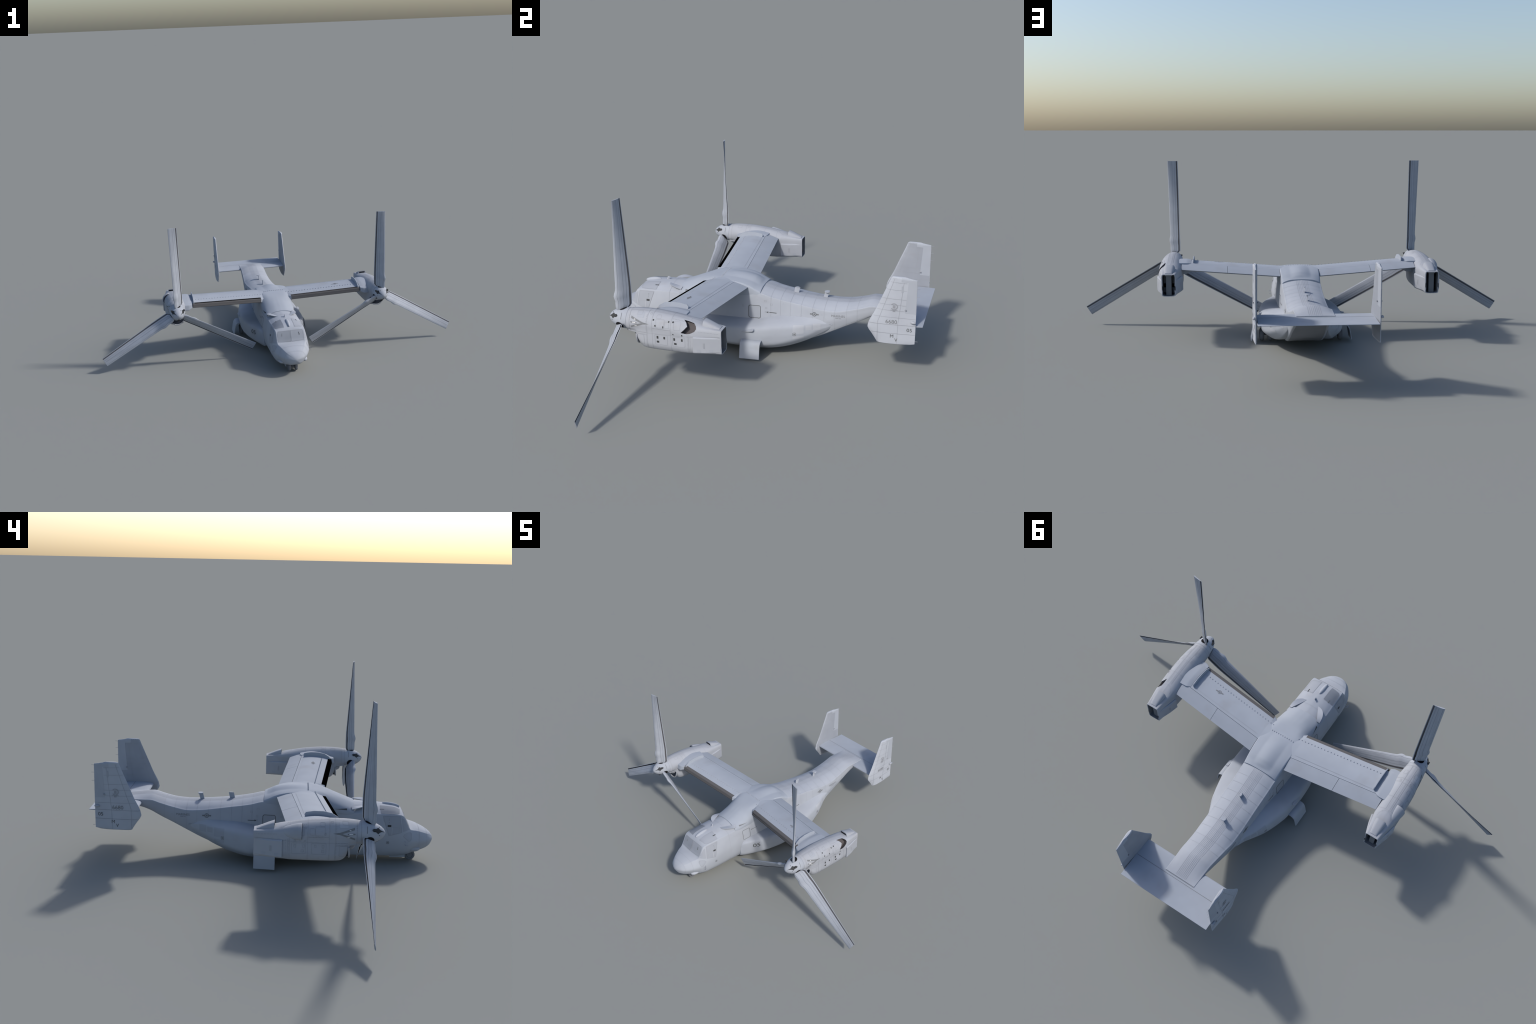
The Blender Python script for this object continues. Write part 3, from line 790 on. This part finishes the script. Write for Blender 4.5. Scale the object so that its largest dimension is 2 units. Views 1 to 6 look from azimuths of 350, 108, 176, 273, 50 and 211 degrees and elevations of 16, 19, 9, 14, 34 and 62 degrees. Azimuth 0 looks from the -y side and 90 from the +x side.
# nacelle skin
def nac_ring(y, s, grow):
    pts = nac_half(y)
    zt, _, _, zb, _ = nf(y)
    cz = .5*(zt+zb)
    return [V((s*CX+p.x+grow*(1 if p.x > 1e-5 else -1 if p.x < -1e-5 else 0), y, p.z+grow*(1 if p.z > cz else -1))) for p in pts]
for s in (1, -1):
    ring_seam([(nac_ring(y-.0005, s, .0004), nac_ring(y+.0005, s, .0004)) for y in ((-.347, -.270, -.249, -.172) if s > 0 else (-.347, -.270, -.249, -.172, -.108))], M_LINE, nacs[s])
    o = lambda l: Proj(b_nac[s], (0, s, 0), (0, 0, 1), (-s, 0, 0), (s*.8, 0, 0), l)
    dark = [(-.243, .330, .006, .005), (-.202, .308, .004, .008), (-.181, .328, .005, .005), (-.164, .328, .006, .005),
            (-.162, .283, .005, .004), (-.126, .283, .005, .006), (-.227, .263, .007, .011), (-.199, .263, .007, .010),
            (-.158, .263, .007, .011), (-.127, .263, .007, .011), (-.226, .245, .010, .008), (-.154, .245, .010, .008), (-.234, .310, .006, .006)]
    if s > 0:
        mark("access_hole_mark", flat([rrect(s*y, z, w, h, .001, 2) for y, z, w, h in dark]), o(.0007), M_SPOT, nacs[s])  # flat dark patches standing for open holes, without depth
        cres = [(-.126, .352), (-.105, .3480), (-.085, .3420), (-.074, .328), (-.071, .316), (-.077, .304), (-.094, .293), (-.108, .290), (-.130, .292), (-.118, .306), (-.107, .322), (-.114, .338)]
        obl = Proj(b_nac[s], (0, s, 0), (-.5*s, 0, .866), (-.866*s, 0, -.5), (s*CX+.866*.2*s, 0, CZ+.5*.2), .0008)
        # real recess: cut a crescent well into the skin
        pts = [(s*a, -.0255+.866*(b-CZ)) for a, b in cres]
        rings = []
        for dist in (-.02, None):
            ring = []
            for u, v in pts:
                p = obl.o+obl.U*u+obl.W*v
                h = obl.b.ray_cast(p, obl.D)[0]
                ring.append(h+obl.D*(dist if dist else .022))
            rings.append(ring)
        def inside(u, v):
            c = False
            for (x0, y0), (x1, y1) in zip(pts, pts[1:]+pts[:1]):
                if (y0 > v) != (y1 > v) and u < (x1-x0)*(v-y0)/(y1-y0)+x0: c = not c
            return c
        bm = bmesh.new(); bm.from_mesh(nacs[s].data)
        uv = lambda p: ((p-obl.o).dot(obl.U), (p-obl.o).dot(obl.W))
        us, vs = [p[0] for p in pts], [p[1] for p in pts]
        def near(f, pad):
            u, v = uv(f.calc_center_median())
            return f.normal.dot(obl.D) < -.2 and min(us)-pad < u < max(us)+pad and min(vs)-pad < v < max(vs)+pad
        bm.normal_update()
        for pad in (.012, .006, .004):
            ed = {e for f in bm.faces if near(f, pad) for e in f.edges}
            bmesh.ops.subdivide_edges(bm, edges=list(ed), cuts=1, use_grid_fill=True)
            bm.normal_update()
        bmesh.ops.delete(bm, geom=[f for f in bm.faces if near(f, .01) and inside(*uv(f.calc_center_median()))], context='FACES')
        bm.to_mesh(nacs[s].data); bm.free()
        for p in nacs[s].data.polygons: p.use_smooth = True
        nacs[s].data.set_sharp_from_angle(angle=math.radians(38))
        rings[0] = [p+obl.D*.0205 for p in rings[0]]
        bm = loft(rings, cap=(False, True))
        bmesh.ops.reverse_faces(bm, faces=bm.faces)
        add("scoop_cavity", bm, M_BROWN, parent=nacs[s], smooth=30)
    else:
        mark("access_hole_mark", flat([q for y, z, w, h in dark[3:] for q in loop(rrect(s*y, z, w, h, .001, 2), .0010)]), o(.0007), M_LINE, nacs[s])
        axis = lambda y: V((s*CX, y, .298))
        def skin(y, th, out):
            d = V((s*math.cos(th), 0, math.sin(th)))
            h = b_nac[s].ray_cast(axis(y)+d*.3, -d)[0]
            return h+d*out
        rr = []
        for y, k, w in ((-.150, .80, .98), (-.147, 1, 1), (-.135, .96, .98), (-.118, .80, .90), (-.100, .52, .74), (-.086, .22, .50), (-.078, .02, .28)):
            m0, hw = math.radians(24), math.radians(40)*w
            rr.append([skin(y, m0+hw*(t/8-1), -.002+k*.0150*math.sin(math.pi*t/16)**.6) for t in range(17)]+[skin(y, m0, -.012)])
        add("side_scoop", loft(rr), M_NAC, parent=nacs[s], smooth=50)
        bm = bmesh.new()
        loft([[skin(-.148, m0+math.radians(36)*(t/8-1), -.002+.0105*math.sin(math.pi*t/16)**.6)+V((0, y, 0)) for t in range(17)]+[skin(-.148, m0, -.006)+V((0, y, 0))] for y in (-.0030, .002)], bm=bm)
        add("scoop_mouth_plate", bm, M_MOUTH, parent=nacs[s])  # dark plate closing the scoop, its inner shadow put into the colour
    che = [[(-.338, .333), (-.338, .325), (-.285, .3095), (-.261, .3125), (-.285, .316)], [(-.340, .288), (-.340, .295), (-.285, .3155), (-.261, .3125), (-.285, .3085)],
           [(-.340, .3085), (-.340, .3135), (-.313, .3125), (-.313, .3085)]]
    mark("warning_chevron", flat([[(s*a, b) for a, b in p] for p in che[:2]]+[[(s*a, b) for a, b in che[2]]]), o(.0006), M_MARK2, nacs[s])
    mark("warning_stencil", flat([rect(s*-.325, .311, .014, .0022), rect(s*-.322, .3235, .006, .002), rect(s*-.317, .2985, .010, .002)]), o(.0010), M_WHITE, nacs[s])
    mark("access_panel", flat([rrect(s*-.300, .340, .030, .016, .003)]), o(.0006), M_PANEL if s > 0 else M_LIGHT, nacs[s])
    lin = strip([(s*-.315, .2735), (s*.015, .2835)], .0009)+strip([(s*-.245, .297), (s*-.175, .297)], .0009)+strip([(s*-.315, .2660), (s*-.270, .2665)], .0009)
    lin += strip([(s*-.100, .290), (s*-.100, .208)], .0012)+strip([(s*-.095, .282), (s*.02, .282)], .0010)
    mark("panel_seam", flat(lin), o(.0005), M_LINE, nacs[s], stuff=True)
    tpn = Proj(b_nac[s], (1, 0, 0), (0, 1, 0), (0, 0, -1), (0, 0, .6), .0006)
    mark("panel_seam", flat([q for x in (.565, .589) for q in strip([(s*x, -.345), (s*x, -.110)], .0009)]), tpn, M_LINE, nacs[s], stuff=True)
    mark("access_panel", flat([q for y, w in ((-.305, .020), (-.258, .009)) for q in loop(rrect(s*.553, y, w*.8, w, .002), .0010)]+[q for y, w in ((-.305, .020), (-.258, .009)) for q in loop(rrect(s*.602, y, w*.8, w, .002), .0010)]), tpn, M_LINE, nacs[s])
    sh = [p for p in bpy.data.objects if p.name.startswith("exhaust_shroud") and p.parent == nacs[s]]
    bs = bvh_of(*sh)
    for d in (1, -1):
        pp = Proj(bs, (0, d, 0), (0, 0, 1), (-d, 0, 0), (s*CX+d*.2, 0, 0), .0006)
        mark("stencil_block", flat([rect(d*-.042+i*.004*d, .258-j*.0045, .0028, .0026) for i in range(2) for j in range(5)]), pp, M_LINE, nacs[s])
        mark("access_panel", flat([rrect(d*-.060, .228, .014, .011, .002), rrect(d*-.015, .228, .014, .011, .002)]), pp, M_PANEL, nacs[s])

# spinner markings, mapped by angle about the shaft and distance along it
spf = pchip([p[0] for p in SPIN], [p[1] for p in SPIN])
def on_spinner(s, ang, y, lift=.0006):
    r = spf(y)+lift
    return V((s*(CX+r*math.sin(ang)), y, CZ+r*math.cos(ang)))
def spin_patch(s, a0, pts, n=1):
    """pts: list of (y, half angle lo, half angle hi) slices"""
    bm = bmesh.new()
    prev = None
    for y, lo, hi in pts:
        row = [bm.verts.new(on_spinner(s, a0+lo+(hi-lo)*k/6, y)) for k in range(7)]
        if prev:
            for k in range(6): bm.faces.new((prev[k], prev[k+1], row[k+1], row[k]))
        prev = row
    bmesh.ops.recalc_face_normals(bm, faces=bm.faces)
    return bm
for s in (1, -1):
    for k in range(3):
        a0 = math.radians(60+120*k)
        dia = [(-.4455, -.03, .03), (-.440, -.06, .06), (-.434, -.10, .10), (-.429, -.18, .18), (-.4215, -.38, .38), (-.415, -.20, .20), (-.409, -.02, .02)]
        add("spinner_diamond", spin_patch(s, a0, [(y, a, b) for y, a, b in dia]), M_SPOT, parent=hubs[s], smooth=None)
        add("spinner_mark", spin_patch(s, a0, [(-.3835, -.32, .32), (-.3822, -.32, .32)]), M_MARK, parent=hubs[s], smooth=None)
        bm = bmesh.new()
        c0 = on_spinner(s, a0, -.4085, -.001)
        rot = Matrix.Rotation(s*a0, 4, 'Y')
        box(bm, c0, (.0110, .0090, .0080), rot)
        box(bm, on_spinner(s, a0, -.4085, .0040), (.0050, .0140, .0050), rot)
        add("hub_damper", bm, M_SPOT, parent=hubs[s])
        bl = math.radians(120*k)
        gap_oval = [(-.3925-.017*math.cos(math.pi*i/8), -(.42*math.sin(math.pi*i/8)+.005), .42*math.sin(math.pi*i/8)+.005) for i in range(9)]
        add("blade_gap_patch", spin_patch(s, bl, gap_oval), M_GAP, parent=hubs[s], smooth=None)  # dark patch painted for the gap around the blade root
        for da in (-.55, .55):
            add("spinner_mark", spin_patch(s, a0, [(-.428, da-.06, da+.06), (-.4255, da-.06, da+.06)]), M_SPOT, parent=hubs[s], smooth=None)
    bm = bmesh.new()
    rr_ = [(y, spf(y)+.0006) for y in (-.3625, -.3610)]
    loft([[V((s*CX+r*math.cos(2*math.pi*i/48), y, CZ+r*math.sin(2*math.pi*i/48))) for i in range(48)] for y, r in rr_], cap=(False, False), bm=bm)
    add("spinner_seam", bm, M_LINE, parent=hubs[s], smooth=None)

# loading ramp under the tail, in a darker grey than the body
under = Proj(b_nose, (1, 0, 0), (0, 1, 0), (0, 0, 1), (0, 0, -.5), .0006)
M_RAMP = paint("ramp_dark", g(.62), .7, .2, .05)
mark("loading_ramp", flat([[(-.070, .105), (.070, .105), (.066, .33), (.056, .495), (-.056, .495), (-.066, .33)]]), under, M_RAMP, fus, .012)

# tailplane hinge line
st = Proj(bvh_of(stab), (1, 0, 0), (0, 1, 0), (0, 0, -1), (0, 0, .6), .0006)
mark("elevator_hinge_line", flat(strip([(-.214, .6105), (.214, .6105)], .0014)+strip([(-.072, .6015), (.072, .6015)], .0014)), st, M_MARK2, stab)

# rivet rows and small hatches on the nacelle skin
M_RIVET = paint("rivet_dark", g(.62, .03), .6, 0, .1)
def dots(a, b, step=.0052, d=.0015):
    n = max(1, int(math.hypot(b[0]-a[0], b[1]-a[1])/step))
    return [rect(a[0]+(b[0]-a[0])*i/n, a[1]+(b[1]-a[1])*i/n, d, d) for i in range(n+1)]
for s in (1, -1):
    o = lambda l: Proj(b_nac[s], (0, s, 0), (0, 0, 1), (-s, 0, 0), (s*.8, 0, 0), l)
    rows = [((-.2735, .342), (-.2735, .212)), ((-.345, .336), (-.345, .290)), ((-.245, .2985), (-.176, .2985)), ((-.312, .2755), (-.275, .2765)),
            ((-.1045, .288), (-.1045, .212)), ((-.0935, .286), (-.0935, .214)), ((-.312, .268), (-.280, .2685)), ((-.165, .337), (-.120, .331)), ((-.060, .302), (.010, .296))]
    q = []
    for a, b in rows: q += dots((s*a[0], a[1]), (s*b[0], b[1]))
    mark("rivet_row", flat(q), o(.0008), M_RIVET, nacs[s], stuff=True)
    hat = [(-.216, .318, .034, .030), (-.188, .316, .018, .022), (-.147, .316, .026, .028), (-.212, .254, .052, .040), (-.140, .254, .050, .040), (-.224, .340, .018, .010), (-.300, .245, .030, .040)]
    mark("access_hatch", flat([k for y, z, w, h in hat for k in loop(rrect(s*y, z, w, h, .003, 2), .0008)]), o(.0006), M_LINE, nacs[s], stuff=True)
    tpn = Proj(b_nac[s], (1, 0, 0), (0, 1, 0), (0, 0, -1), (0, 0, .6), .0007)
    q = []
    for x in (.5715, .5825): q += dots((s*x, -.245), (s*x, -.115))
    arc = [(s*(CX+.030*math.cos(math.radians(a))), -.072-.030*math.sin(math.radians(a))) for a in range(0, 181, 12)]
    for a, b in zip(arc, arc[1:]): q += dots(a, b)
    mark("rivet_row", flat(q), tpn, M_RIVET, nacs[s], stuff=True)
